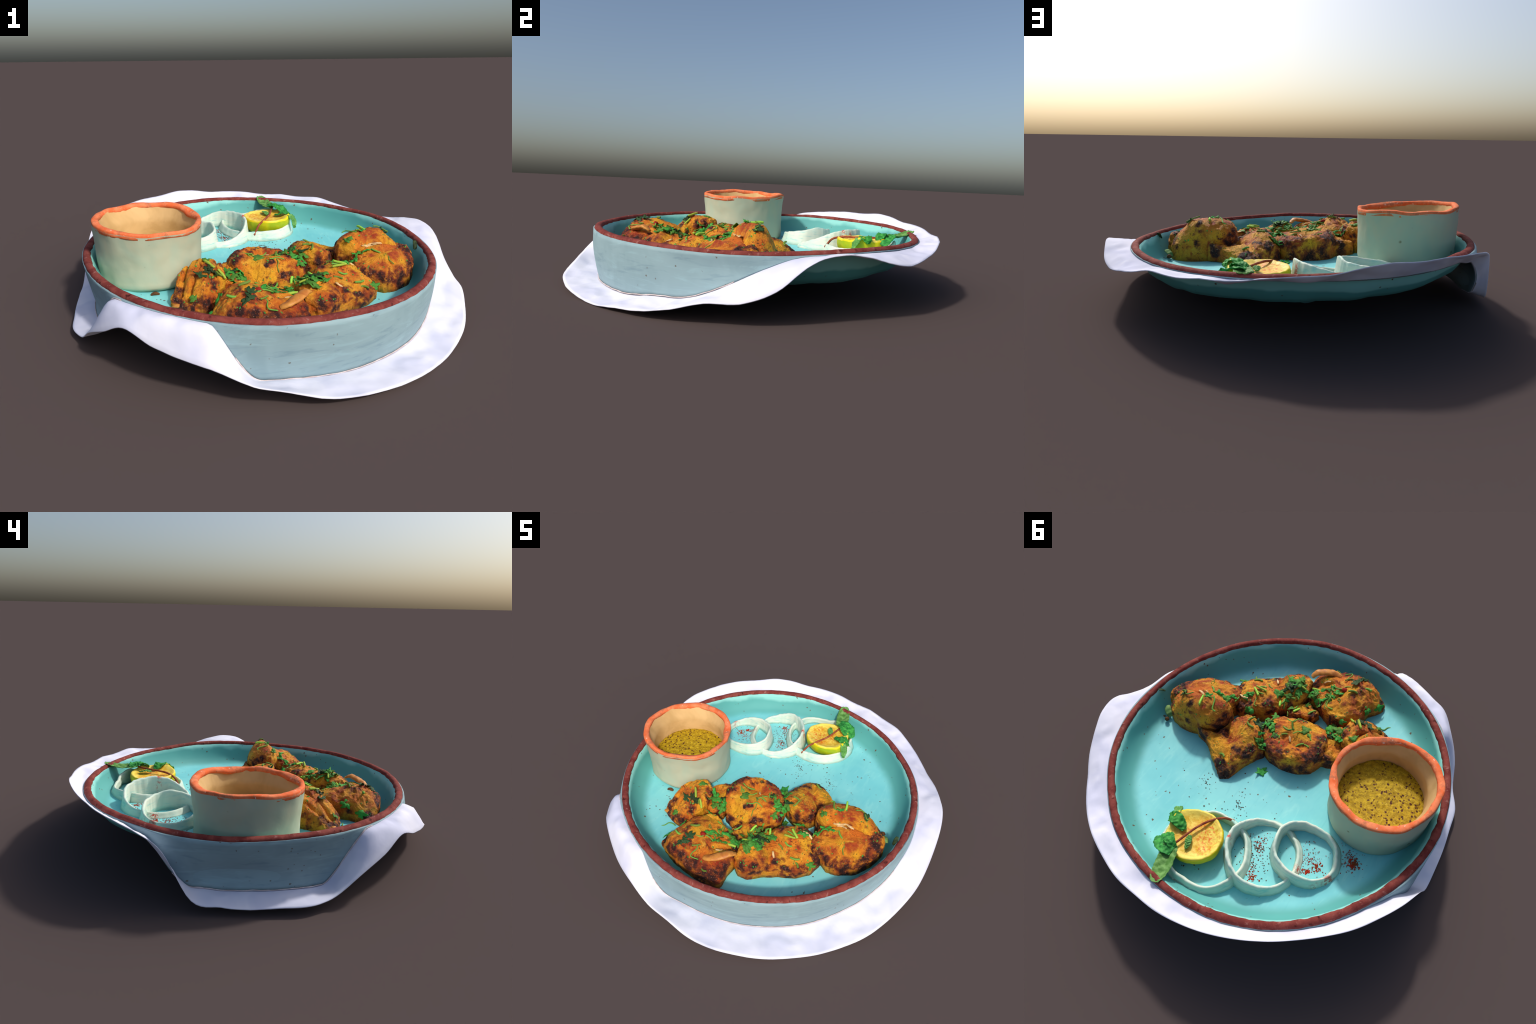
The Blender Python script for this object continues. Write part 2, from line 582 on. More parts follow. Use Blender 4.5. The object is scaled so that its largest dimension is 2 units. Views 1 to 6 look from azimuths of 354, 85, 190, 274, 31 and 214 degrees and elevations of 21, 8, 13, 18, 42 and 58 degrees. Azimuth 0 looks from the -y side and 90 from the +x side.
# ------------------------------------------------------------------ paper under the dish
PAPER_R = [1.021, 1.037, 1.045, 1.044, 1.048, 1.04, 1.042, 1.048, 1.052, 1.05, 1.05, 1.045, 1.04, 1.037, 1.032, 1.021, 1.019, 1.008, 1.002, .998, .991, .986, .984, .973, .973, .968, .963, .961, .958, .953, .956, .962, .962, .966, .966, .970, .960, .960, .966, .985, .975, .988, .995, .997, 1.004, 1.013, 1.016, 1.022]
PAPER_Z = [.081, .05, .038, .026, .022, .008, .006, .02, .03, .055, .09, .096, .146, .255, .289, .273, .241, .226, .245, .269, .296, .292, .304, .305, .325, .338, .345, .37, .378, .371, .373, .367, .356, .335, .272, .068, .044, .036, .04, .044, .06, .143, .2, .258, .222, .195, .165, .112]


def paper_profile(az):
    zi = join_z(az) - 0.001
    ri = wall_r(az, zi) - 0.004
    ro, zo = periodic(PAPER_R, az), max(0.004, periodic(PAPER_Z, az))
    top, n = [], 12
    for i in range(n + 1):
        t = i / n
        drop = zi - zo
        # hangs from the wall, then flattens towards its edge
        e = t - (0.1 + 0.4 * near(az, -32, 20) + 0.4 * near(az, -107, 9) + 0.25 * near(az, 90, 12)) * math.sin(PI * t) * (1 if drop > 0.02 else 0)
        z = zi - drop * e
        r = ri + (ro - ri) * t
        p = place(az, r, z)
        z += 0.022 * (0.25 - abs(fbm(p, 5.0, 3, 12.0))) * math.sin(PI * t) + 0.002 * fbm(p, 16.0, 2, 2.0) * t
        top.append((p[0], p[1], max(0.004, z)))
    low = [(p[0], p[1], p[2] - 0.004) for p in top[::-1]]
    return top + low


paper = lathe("paper_sheet", paper_profile, 288, M_PAPER, closed=True)
paper["label"], paper["category"] = "wavy white paper sheet spread under the dish", "paper"

# ------------------------------------------------------------------ sauce cup
UX, UY = -0.597, -0.045
cup = empty("sauce_cup", (UX, UY, 0.19), "small cream clay cup of grainy mustard sauce", "cup")
CUP_R = [.260, .260, .261, .262, .262, .262, .264, .268, .272, .272, .272, .270, .268, .268, .268, .272, .272, .264]
CUP_Z = [.466, .465, .458, .455, .460, .457, .462, .470, .480, .475, .484, .480, .487, .490, .494, .486, .483, .478]


def cup_at(az, r, z):
    a = math.radians(az)
    return (UX + r * math.sin(a), UY - r * math.cos(a), z)


def cup_outer(az):
    R, Z = periodic(CUP_R, az), periodic(CUP_Z, az) - 0.012
    out = []
    for i in range(17):
        t = i / 16
        z = 0.182 + (Z - 0.182) * t
        r = R - 0.010 * (1 - t) ** 2 - 0.010 * (1 - near(az, -95, 55)) * math.sin(PI * t) + 0.008 * fbm(cup_at(az, R, z), 6, 3, 4.0)
        if i == 0:
            r -= 0.012
        out.append(cup_at(az, r, z))
    return out


def cup_rim(az):
    R, Z = periodic(CUP_R, az), periodic(CUP_Z, az)
    o = cup_outer(az)[-1]
    ro = math.hypot(o[0] - UX, o[1] - UY)
    n = 0.004 * fbm(cup_at(az, R, Z), 8, 3, 8.0)
    q = 0.008 * fbm(cup_at(az, R, Z), 15, 3, 3.0)
    fold = 0.014 * math.exp(-(((az - 122 + 180) % 360 - 180) / 13) ** 2) + 0.014 * math.exp(-(((az - 30 + 180) % 360 - 180) / 22) ** 2)
    ri = 0.236 - fold + q * 0.7
    w = ro - ri
    sec = [(.995, -.012 + 2 * n), (.985, -.003), (.92, .001), (.7, .003), (.4, .003), (.12, .000), (0.0, -.008), (.02, -.02), (.5, -.03), (.95, -.026)]
    return [cup_at(az, ri + w * k, Z + n + dz - (fold * 0.5 if k < .5 else 0)) for k, dz in sec]


def cup_inner(az):
    Z = periodic(CUP_Z, az) - 0.006
    out = []
    for i in range(14):
        t = i / 13
        z = Z + (0.28 - Z) * t
        out.append(cup_at(az, 0.243 - 0.030 * min(1, t * 2.5) + 0.004 * fbm(cup_at(az, .2, z), 8, 3, 1.0), z))
    return out


lathe("cup_wall", cup_outer, 160, M_CUP, cap_first=True, parent=cup)
lathe("cup_lining", cup_inner, 160, M_CUPIN, parent=cup)
lathe("cup_rim", cup_rim, 200, M_CUPRIM, closed=True, parent=cup)


def sauce_profile(az):
    out = []
    for i in range(40):
        k = i / 39
        r = 0.006 + 0.208 * k
        p = cup_at(az, r, 0.33)
        z = 0.312 + 0.012 * math.cos(k * 1.4) + 0.005 * fbm(p, 11, 3, 1.0) + 0.004 * fbm(p, 45, 3, 7.0) - 0.006 * k ** 8
        out.append((p[0], p[1], z))
    return out


lathe("sauce", sauce_profile, 160, M_SAUCE, cap_first=True, parent=cup)

# ------------------------------------------------------------------ onion rings
onions = [
    # centre, top-edge radius and height round the ring, chili spots
    ((-.41, .41), [.180, .178, .168, .139, .126, .112, .112, .122, .150, .178, .190, .190], [.240, .251, .265, .284, .276, .270, .268, .260, .242, .226, .222, .230],
     [(-.19, .03, .035), (-.16, .10, .03), (-.11, .14, .02)]),
    ((-.21, .53), [.222, .195, .160, .135, .120, .122, .138, .166, .196, .222, .238, .238], [.200, .230, .268, .290, .293, .292, .285, .268, .238, .216, .206, .206],
     [(-.235, -.07, .025), (.13, .0, .015), (.12, .06, .015)]),
    ((-.01, .60), [.180, .192, .212, .236, .240, .222, .212, .220, .214, .204, .192, .186], [.214, .212, .214, .222, .236, .258, .232, .224, .230, .220, .214, .213], []),
]
for (ox, oy), RR, ZZ, chili in onions:
    m = mat_onion(chili)

    def ring_profile(az, ox=ox, oy=oy, RR=RR, ZZ=ZZ):
        R, Z = periodic(RR, az), periodic(ZZ, az) + 0.003
        a = math.radians(az)
        f = plate_z(ox + math.sin(a) * R, oy - math.cos(a) * R) - 0.003
        Z = max(Z, f + 0.014)
        n = 0.0045 * fbm((ox + math.sin(a) * R, oy - math.cos(a) * R, Z), 20, 4, ox * 9)
        th = 0.017 + 0.003 * noise.noise(Vector((az * .03, ox * 7, 1)))
        hgt = Z - f
        sec = [(.020, 0), (.010, .3 * hgt), (.004, .65 * hgt), (.0, hgt - .006), (-.003, hgt - .001), (-th * .5, hgt + .001), (-th + .003, hgt - .002),
               (-th, hgt - .008), (-th + .001, .6 * hgt), (-th - .002, .3 * hgt), (-th - .006, 0)]
        pts = [(ox + math.sin(a) * (R + dr + n), oy - math.cos(a) * (R + dr + n), f + dz + n) for dr, dz in sec]
        return [(x, y, max(z, plate_z(x, y) - 0.002)) for x, y, z in pts]

    ring = lathe("onion_ring", ring_profile, 140, m, closed=True, origin=(ox, oy, floor_z(ox, oy)))
    ring["label"], ring["category"] = "pale raw onion ring standing on its edge", "onion"


# ------------------------------------------------------------------ lemon half and mint sprig
LX, LY = 0.07, 0.605


def mat_lemon():
    g = Graph("lemon_flesh", 0.5, 0.3)
    grad = g.node("ShaderNodeVectorMath", operation="LENGTH")
    flat = g.node("ShaderNodeVectorMath", operation="MULTIPLY")
    g.link(g.co, flat.inputs[0])
    flat.inputs[1].default_value = (1, 1.06, 0)
    g.link(flat.outputs[0], grad.inputs[0])
    r = grad.outputs["Value"]
    c = g.mix(g.ramp(g.noise(24, 4, 0.6, 1.0), 0.35, 0.65), lin(222, 172, 40), lin(242, 216, 96))
    c = g.mix(g.ramp(r, 0.108, 0.124), c, lin(244, 218, 96))
    c = g.mix(g.ramp(r, 0.136, 0.143), c, lin(226, 204, 14))
    w = g.warp(30, 0.03)
    dust = g.math("MULTIPLY", g.spots([(-.06, -.03, .06), (-.03, -.07, .05), (-.08, .03, .04), (.03, .01, .04)], w), g.ramp(g.noise(70, 3, 0.7), 0.46, 0.62))
    c = g.mix(g.math("MULTIPLY", dust, 0.9), c, lin(226, 96, 18))
    g.bump(g.noise(50, 4), 0.4, 0.006)
    return g.colour(c)


def lemon_radii(az):
    k = 1 + 0.07 * near(az, 150, 22) + 0.05 * near(az, 60, 18) - 0.05 * near(az, 105, 15) + 0.025 * fbm((math.sin(math.radians(az)), math.cos(math.radians(az)), 0), 2.5, 3, 5.0)
    return 0.145 * k, 0.135 * k


def lemon_profile(az):
    a = math.radians(az)
    rx, ry = lemon_radii(az)
    out = []
    for k, z in [(.03, .252), (.15, .252), (.3, .251), (.45, .252), (.6, .254), (.72, .256), (.82, .259), (.9, .264), (.95, .266), (.985, .262), (1.0, .254)]:
        x, y = LX + rx * k * math.sin(a), LY - ry * k * math.cos(a)
        n = 0.005 * fbm((x, y, 0), 22, 3, 4.0)
        bump = 0.022 * math.exp(-((x - .195) ** 2 + (y - .57) ** 2) / .0011) + 0.014 * math.exp(-((x - .17) ** 2 + (y - .70) ** 2) / .001)
        out.append((x, y, z + n + bump * k))
    return out


def rind_profile(az):
    a = math.radians(az)
    rx, ry = lemon_radii(az)
    edge = lemon_profile(az)[-1]
    out = [edge]
    for k, z in [(1.012, .243), (1.0, .228), (.96, .208), (.88, .188), (.74, .170), (.55, .160), (.3, .155), (.05, .154)]:
        out.append((LX + rx * k * math.sin(a), LY - ry * k * math.cos(a), z + 0.002 * fbm((math.sin(a), math.cos(a), z), 6, 2)))
    return out


def mat_rind():
    g = Graph("lemon_rind", 0.45, 0.35)
    c = g.mix(g.ramp(g.noise(9, 3), 0.35, 0.65), lin(214, 200, 10), lin(158, 178, 22))
    g.bump(g.noise(120, 2), 0.3, 0.003)
    return g.colour(c)


lemon = lathe("lemon_half", lemon_profile, 140, mat_lemon(), cap_first=True, origin=(LX, LY, 0.155))
lemon["label"], lemon["category"] = "cut lemon half dusted with red spice", "lemon"
lathe("lemon_rind", rind_profile, 140, mat_rind(), cap_last=True, origin=(LX, LY, 0.155), parent=lemon)


def blade(name, spine, width, mat, parent, seed, crumple=0.003, fold=0.3, n=44, m=15, thick=0.003, side=None, teeth=0.03):
    """solid leaf: swept along its midrib, half-width width(t), folded and crumpled, toothed edge"""
    pts = spline(spine, n)
    top = []
    for k, p in enumerate(pts):
        t = k / (n - 1)
        d = (pts[min(n - 1, k + 1)] - pts[max(0, k - 1)]).normalized()
        s = d.cross(Vector((0, 0, 1))).normalized() if side is None else (Vector(side) - d * d.dot(Vector(side))).normalized()
        u = s.cross(d)
        for j in range(m):
            v = 2 * j / (m - 1) - 1
            w = width(t) * (1 + teeth * math.sin(t * 70) * abs(v) ** 3)
            q = p + s * (w * v) + u * (fold * abs(v) * w)
            vein = 0.0016 * math.sin(t * 42 - abs(v) * 5)
            top.append(q + u * (vein + crumple * fbm(q, 38, 3, seed)) + s * (0.5 * crumple * fbm(q, 30, 2, seed + 5)))
    low = [p - Vector((0, 0, thick)) for p in top]
    N = n * m
    faces = []
    for k in range(n - 1):
        for j in range(m - 1):
            a = k * m + j
            faces += [(a, a + 1, a + m + 1, a + m), (N + a + m, N + a + m + 1, N + a + 1, N + a)]
    rim = [j for j in range(m)] + [k * m + m - 1 for k in range(1, n)] + [(n - 1) * m + j for j in range(m - 2, -1, -1)] + [k * m for k in range(n - 2, 0, -1)]
    for a, b in zip(rim, rim[1:] + rim[:1]):
        faces.append((a, b, N + b, N + a))
    return mesh_object(name, top + low, faces, mat, parent=parent)


sprig = empty("mint_sprig", (.112, .71, .27), "sprig of green mint leaves with red stem", "herb")
v, f = tube([(-.028, .418, .200), (-.022, .423, .206), (.006, .452, .250), (.046, .505, .268), (.078, .567, .271), (.097, .627, .272), (.112, .69, .277), (.125, .725, .283)], lambda t: 0.0065 - 0.001 * t, 60, 10)
mesh_object("stem", v, f, M_MINTSTEM, parent=sprig)
blade("mint_leaf", [(.118, .715, .284), (.100, .765, .279), (.080, .83, .284), (.064, .878, .302), (.053, .902, .314)], lambda t: 0.042 * math.sin(PI * min(1, .25 + t * .70)) ** 0.6, M_MINT, sprig, 1.0)
blade("mint_leaf", [(.095, .735, .285), (.13, .735, .292), (.165, .725, .280), (.20, .70, .262), (.215, .69, .245)], lambda t: 0.040 * math.sin(PI * (.15 + t * .8)) ** 0.6, M_MINTDARK, sprig, 2.0, 0.007, 0.2)
blade("mint_leaf", [(.10, .72, .29), (.135, .70, .300), (.16, .68, .285), (.175, .66, .27)], lambda t: 0.026 * math.sin(PI * (.15 + t * .8)) ** 0.6, M_MINTDARK, sprig, 3.0, 0.007, 0.2)
blade("mint_leaf", [(.125, .612, .262), (.155, .60, .276), (.19, .59, .286), (.222, .592, .272), (.234, .598, .255)], lambda t: 0.034 * math.sin(PI * (.08 + t * .82)) ** 0.8, M_MINTDARK, sprig, 4.0, 0.006, 0.1)
blade("mint_leaf", [(.055, .688, .268), (.064, .66, .278), (.075, .635, .276), (.08, .618, .266)], lambda t: 0.018 * math.sin(PI * (.06 + t * .88)) ** 0.8, M_MINT, sprig, 5.0, 0.006, -0.25)
blade("mint_leaf", [(.205, .56, .282), (.225, .535, .262), (.235, .52, .235), (.238, .512, .205)], lambda t: 0.020 * math.sin(PI * (.2 + t * .75)) ** 0.8, M_MINT, sprig, 6.0, 0.008, 0.2)

# ------------------------------------------------------------------ chili powder strewn on the plate
def dust(name, mat, heaps, seed):
    r = random.Random(seed)
    verts, faces = [], []
    for x0, y0, spread, count, big in heaps:
        for _ in range(count):
            a, d = r.uniform(0, 2 * PI), spread * abs(r.gauss(0, 0.55))
            x, y = x0 + d * math.cos(a), y0 + d * math.sin(a)
            s = r.uniform(0.0015, 0.0035) * big
            z = plate_z(x, y) + 0.0015
            b, t = len(verts), r.uniform(0, 2 * PI)
            for k in range(5):
                verts.append((x + s * r.uniform(.7, 1.3) * math.cos(t + k * 1.2566), y + s * r.uniform(.7, 1.3) * math.sin(t + k * 1.2566), z))
            verts += [(x, y, z + s * 0.7), (x, y, z - s * 0.7)]
            for k in range(5):
                faces += [(b + k, b + (k + 1) % 5, b + 5), (b + (k + 1) % 5, b + k, b + 6)]
    return mesh_object(name, verts, faces, mat, parent=serving_dish, kind="stuff", smooth=False)


dust("chili_powder", M_CHILI, [(-.645, .292, .035, 150, 1.3), (-.62, .28, .09, 120, 1), (-.505, .40, .035, 60, 1.5), (-.475, .445, .03, 55, 1.5), (-.27, .605, .03, 50, 1.5), (-.46, .38, .10, 110, .9), (-.21, .45, .10, 90, 1), (-.22, .58, .08, 90, 1)], 3)
dust("pepper_specks", M_CRUMB, [(-.21, .47, .11, 90, 1.1), (-.24, .56, .09, 80, 1.1), (.0, .32, .14, 60, 1.1), (.03, .67, .10, 22, 1.4), (.25, .30, .25, 40, 1.2)], 5)

# ------------------------------------------------------------------ chicken pieces
def thin_plate(ctrl):
    P = np.array([c[:2] for c in ctrl])
    z = np.array([c[2] for c in ctrl])
    n = len(P)
    d = np.linalg.norm(P[:, None] - P[None], axis=-1)
    K = np.where(d > 0, d * d * np.log(np.maximum(d, 1e-9)), 0) + 1e-4 * np.eye(n)
    A = np.zeros((n + 3, n + 3))
    A[:n, :n] = K
    A[:n, n] = A[n, :n] = 1
    A[:n, n + 1:] = P
    A[n + 1:, :n] = P.T
    w = np.linalg.solve(A, np.concatenate([z, np.zeros(3)]))

    def f(x, y):
        r2 = (P[:, 0] - x) ** 2 + (P[:, 1] - y) ** 2
        k = np.where(r2 > 0, 0.5 * r2 * np.log(np.maximum(r2, 1e-18)), 0)
        return float(k @ w[:n] + w[n] + w[n + 1] * x + w[n + 2] * y)

    return f


def seg_dist(x, y, a, b):
    ax, ay, bx, by = a[0], a[1], b[0], b[1]
    L = (bx - ax) ** 2 + (by - ay) ** 2
    t = max(0, min(1, ((x - ax) * (bx - ax) + (y - ay) * (by - ay)) / L))
    return math.hypot(x - ax - t * (bx - ax), y - ay - t * (by - ay))


EDGE = 0.26


def chicken_piece(outline, tops, creases, seed, label, char, red, gold, cols=200, rows=56, rough=1.0, centre=None):
    soft = spline([(x, y, 0) for x, y in outline], cols, True)
    loop = []
    for j, p in enumerate(soft):  # keep the corners: halfway between straight edges and a smooth loop
        q = j * len(outline) / cols
        i, u = int(q), q - int(q)
        a, b = outline[i], outline[(i + 1) % len(outline)]
        loop.append((0.3 * p.x + 0.7 * (a[0] + (b[0] - a[0]) * u), 0.3 * p.y + 0.7 * (a[1] + (b[1] - a[1]) * u)))
    cx, cy = centre or (sum(p[0] for p in loop) / cols, sum(p[1] for p in loop) / cols)
    zb = floor_z(cx, cy) - 0.003

    def rho_of(x, y):
        a = math.atan2(y - cy, x - cx)
        best = min(loop, key=lambda p: abs((math.atan2(p[1] - cy, p[0] - cx) - a + PI) % (2 * PI) - PI))
        return math.hypot(x - cx, y - cy) / max(1e-6, math.hypot(best[0] - cx, best[1] - cy))

    ctrl = []
    for x, y, z in tops:
        s = min(0.94, 0.92 * rho_of(x, y)) ** (1 / EDGE)
        h = max(0.68, math.sqrt(max(0, 1 - s * s)) ** EDGE)
        ctrl.append((x, y, zb + (z - zb) / h))
    ctrl = [(x, y, z + 0.005) for x, y, z in ctrl]
    hi = max(c[2] for c in ctrl) + 0.015
    f = thin_plate(ctrl)
    verts = []
    for i in range(rows):
        phi = (i + 0.35) / (rows - 1 + 0.35) * PI / 2
        rho, h = math.sin(phi) ** EDGE, max(0.0, math.cos(phi)) ** EDGE
        grow = 0.014 + 0.008 * max(0.0, (0.4 - h) / 0.4) - 0.006 * max(0.0, (0.15 - h) / 0.15)
        rr = rho
        for px, py in loop:
            e = rr * (1 + grow * rho / math.hypot(px - cx, py - cy))
            x, y = cx + (px - cx) * e, cy + (py - cy) * e
            zt = max(zb + 0.02, min(hi, f(x, y)))
            z = zb + (zt - zb) * h
            for pts, depth, width in creases:
                d = min(seg_dist(x, y, a, b) for a, b in zip(pts, pts[1:]))
                if d < 3 * width:
                    z -= depth * math.exp(-(d / width) ** 2) * min(1, 2 * h)
            verts.append(Vector((x, y, z)))
    # push out along an approximate normal
    for k, v in enumerate(verts):
        out = Vector((v.x - cx, v.y - cy, 0))
        i = k // cols
        up = max(0.15, 1 - (i / rows) ** 2)
        n = (out.normalized() * (i / rows) ** 2 + Vector((0, 0, up))).normalized()
        lump = 0.008 * fbm(v, 11, 2, seed) + 0.014 * (0.22 - abs(fbm(v, 16, 2, seed + 3))) + 0.007 * (0.22 - abs(fbm(v, 36, 3, seed + 7))) + 0.003 * fbm(v, 75, 3, seed)
        fade = min(1.0, (v.z - zb) / 0.02)
        v += n * lump * rough * (0.4 + 0.6 * fade)
        v.z = max(v.z, plate_z(v.x, v.y) - 0.003)
    faces = rings_faces(rows, cols)
    verts.append(Vector((cx, cy, sum(verts[j].z for j in range(cols)) / cols)))
    faces += [(j, (j + 1) % cols, len(verts) - 1) for j in range(cols)]
    verts.append(Vector((cx, cy, floor_z(cx, cy) - 0.003)))
    b = (rows - 1) * cols
    faces += [(b + j, b + (j + 1) % cols, len(verts) - 1) for j in range(cols)]
    # the grill catches the upper edges: browned stretches along the shoulder
    edge = random.Random(int(seed * 10))
    burnt = list(char)
    for j in range(0, cols, 16):
        if edge.random() < 0.72:
            px, py = loop[(j + edge.randrange(12)) % cols]
            x, y = cx + (px - cx) * 0.98, cy + (py - cy) * 0.98
            zt = max(zb + 0.02, min(hi, f(x, y)))
            burnt.append((x, y, zb + (zt - zb) * edge.uniform(0.35, 0.85), edge.uniform(0.018, 0.034)))
    char = burnt
    loc = lambda s: [(x - cx, y - cy, z - zb, r) for x, y, z, r in s]
    m = mat_chicken("grilled_chicken", loc(char), loc(red), loc(gold), seed)
    ob = mesh_object("chicken_piece", verts, faces, m, origin=(cx, cy, zb))
    ob["label"], ob["category"] = label, "chicken"
    return ob


PIECES = [
    # front left diamond
    dict(outline=[(-.325, -.665), (-.27, -.69), (-.18, -.72), (-.10, -.732), (.01, -.742), (.097, -.722), (.085, -.64), (.088, -.56), (.06, -.47), (-.01, -.455), (-.075, -.42), (-.135, -.385), (-.185, -.40), (-.25, -.47), (-.268, -.56), (-.315, -.62)],
         tops=[(-.16, -.551, .312), (-.211, -.631, .30), (-.094, -.643, .286), (-.196, -.504, .282), (.011, -.705, .225), (-.083, -.677, .268), (-.15, -.65, .308), (-.18, -.41, .262), (-.11, -.57, .29),
               (.07, -.69, .215), (.05, -.6, .26), (-.30, -.66, .215), (-.05, -.46, .25), (.04, -.50, .24), (-.255, -.66, .27), (-.02, -.60, .265)],
         creases=[([(-.02, -.595), (.04, -.555), (.08, -.52)], .016, .016), ([(-.13, -.60), (-.10, -.50), (-.12, -.42)], .008, .02)], seed=1.0, label="charred diamond of orange grilled chicken with herbs"),
    # front middle, two lobes
    dict(outline=[(.103, -.555), (.15, -.592), (.205, -.585), (.26, -.525), (.325, -.478), (.395, -.445), (.455, -.39), (.47, -.335), (.485, -.27), (.43, -.235), (.39, -.20), (.34, -.175), (.27, -.205), (.225, -.235), (.16, -.305), (.115, -.36), (.095, -.42), (.09, -.48)],
         tops=[(.309, -.46, .215), (.17, -.53, .252), (.284, -.431, .226), (.311, -.349, .253), (.335, -.19, .232), (.47, -.305, .192), (.16, -.457, .285), (.293, -.308, .27), (.394, -.413, .205), (.45, -.33, .212),
               (.12, -.38, .235), (.22, -.48, .262), (.21, -.38, .26), (.36, -.24, .252)],
         creases=[([(.17, -.30), (.20, -.38), (.25, -.45), (.28, -.51)], .022, .014)], seed=2.3, label="two-lobed grilled chicken chunk heaped with green herbs"),
    # front right
    dict(outline=[(.398, -.27), (.44, -.297), (.50, -.283), (.535, -.302), (.595, -.293), (.665, -.252), (.72, -.175), (.747, -.09), (.735, -.03), (.66, -.03), (.58, -.06), (.49, -.08), (.42, -.12), (.395, -.19)],
         tops=[(.596, -.205, .277), (.585, -.227, .26), (.431, -.275, .24), (.711, -.11, .265), (.534, -.167, .285), (.452, -.152, .268), (.53, -.26, .25), (.684, -.096, .27), (.70, -.18, .235), (.6, -.27, .22), (.41, -.22, .245)],
         creases=[([(.44, -.115), (.54, -.085), (.66, -.065)], .018, .014)], seed=3.1, label="plump orange grilled chicken chunk with charred edge"),
    # back right, tall smooth lump
    dict(outline=[(.365, -.10), (.36, -.04), (.40, .015), (.46, .053), (.50, .045), (.55, .058), (.60, .062), (.66, .052), (.70, .02), (.708, -.03), (.675, -.075), (.60, -.088), (.52, -.112), (.43, -.13)],
         tops=[(.525, -.06, .35), (.675, .03, .245), (.385, -.075, .335), (.553, .019, .34), (.555, .044, .295), (.473, -.068, .36), (.607, -.017, .343), (.529, -.083, .312), (.43, .0, .32), (.50, -.01, .358), (.665, -.03, .29)],
         creases=[([(.44, -.125), (.53, -.092), (.62, -.08)], .025, .012)], seed=4.7, rough=.7, label="tall smooth orange grilled chicken lump"),
    # back middle with pointed tail
    dict(outline=[(.462, .072), (.40, .085), (.325, .13), (.26, .182), (.207, .228), (.166, .20), (.15, .11), (.12, .035), (.093, .0), (.14, -.07), (.20, -.112), (.264, -.127), (.31, -.085), (.335, -.03), (.36, .03)],
         tops=[(.267, -.095, .278), (.322, -.056, .242), (.202, -.067, .292), (.226, .026, .282), (.205, .108, .262), (.185, .20, .195), (.42, .082, .228), (.12, .005, .245), (.225, .132, .250), (.34, .06, .218), (.28, .03, .245)],
         creases=[([(.33, -.02), (.285, .04), (.24, .085), (.215, .14)], .026, .015)], seed=5.9, centre=(.235, .04), label="ragged grilled chicken chunk with pointed tail"),
    # back, big square
    dict(outline=[(-.205, -.20), (-.208, -.12), (-.185, -.055), (-.12, -.018), (-.05, .0), (.025, -.008), (.09, -.038), (.135, -.10), (.153, -.17), (.145, -.22), (.10, -.255), (.05, -.285), (-.01, -.305), (-.066, -.335), (-.12, -.315), (-.165, -.265)],
         tops=[(-.024, -.244, .288), (.105, -.22, .252), (.076, -.162, .272), (-.114, -.13, .287), (-.158, -.225, .288), (-.185, -.10, .275), (.07, -.05, .265), (-.1, -.045, .285), (-.03, -.035, .275), (-.05, -.13, .270), (-.09, -.285, .23), (.12, -.13, .262), (.02, -.27, .24)],
         creases=[([(-.11, -.10), (-.02, -.095), (.05, -.11)], .016, .022)], seed=6.4, label="large square grilled chicken chunk with burnt corner"),
    # left, folded strips
    dict(outline=[(-.475, -.41), (-.465, -.45), (-.43, -.468), (-.375, -.487), (-.33, -.492), (-.29, -.46), (-.255, -.39), (-.255, -.31), (-.28, -.255), (-.335, -.225), (-.385, -.25), (-.43, -.295), (-.45, -.35)],
         tops=[(-.455, -.405, .235), (-.363, -.378, .31), (-.418, -.444, .22), (-.431, -.357, .28), (-.263, -.388, .29), (-.302, -.365, .322), (-.326, -.249, .315), (-.37, -.465, .235), (-.40, -.30, .31), (-.33, -.43, .285), (-.29, -.45, .25)],
         creases=[([(-.40, -.27), (-.42, -.34), (-.44, -.43)], .026, .009), ([(-.33, -.30), (-.365, -.37), (-.405, -.46)], .034, .010), ([(-.27, -.27), (-.285, -.36), (-.275, -.44)], .018, .010)], seed=7.2, label="folded strips of grilled chicken"),
    # small ones tucked between
    dict(outline=[(-.31, -.19), (-.265, -.145), (-.20, -.13), (-.185, -.20), (-.175, -.26), (-.16, -.31), (-.21, -.36), (-.25, -.33), (-.28, -.25)],
         tops=[(-.28, -.19, .245), (-.22, -.2, .250), (-.2, -.3, .242), (-.24, -.28, .238)], creases=[], seed=8.8, label="small tucked-in bit of grilled chicken"),
    dict(outline=[(-.03, -.40), (-.02, -.355), (.04, -.325), (.085, -.305), (.125, -.335), (.10, -.38), (.04, -.42)],
         tops=[(0, -.37, .215), (.07, -.345, .218), (.04, -.39, .21), (.1, -.33, .21)], creases=[], seed=9.5, label="small yellow scrap of grilled chicken"),
]
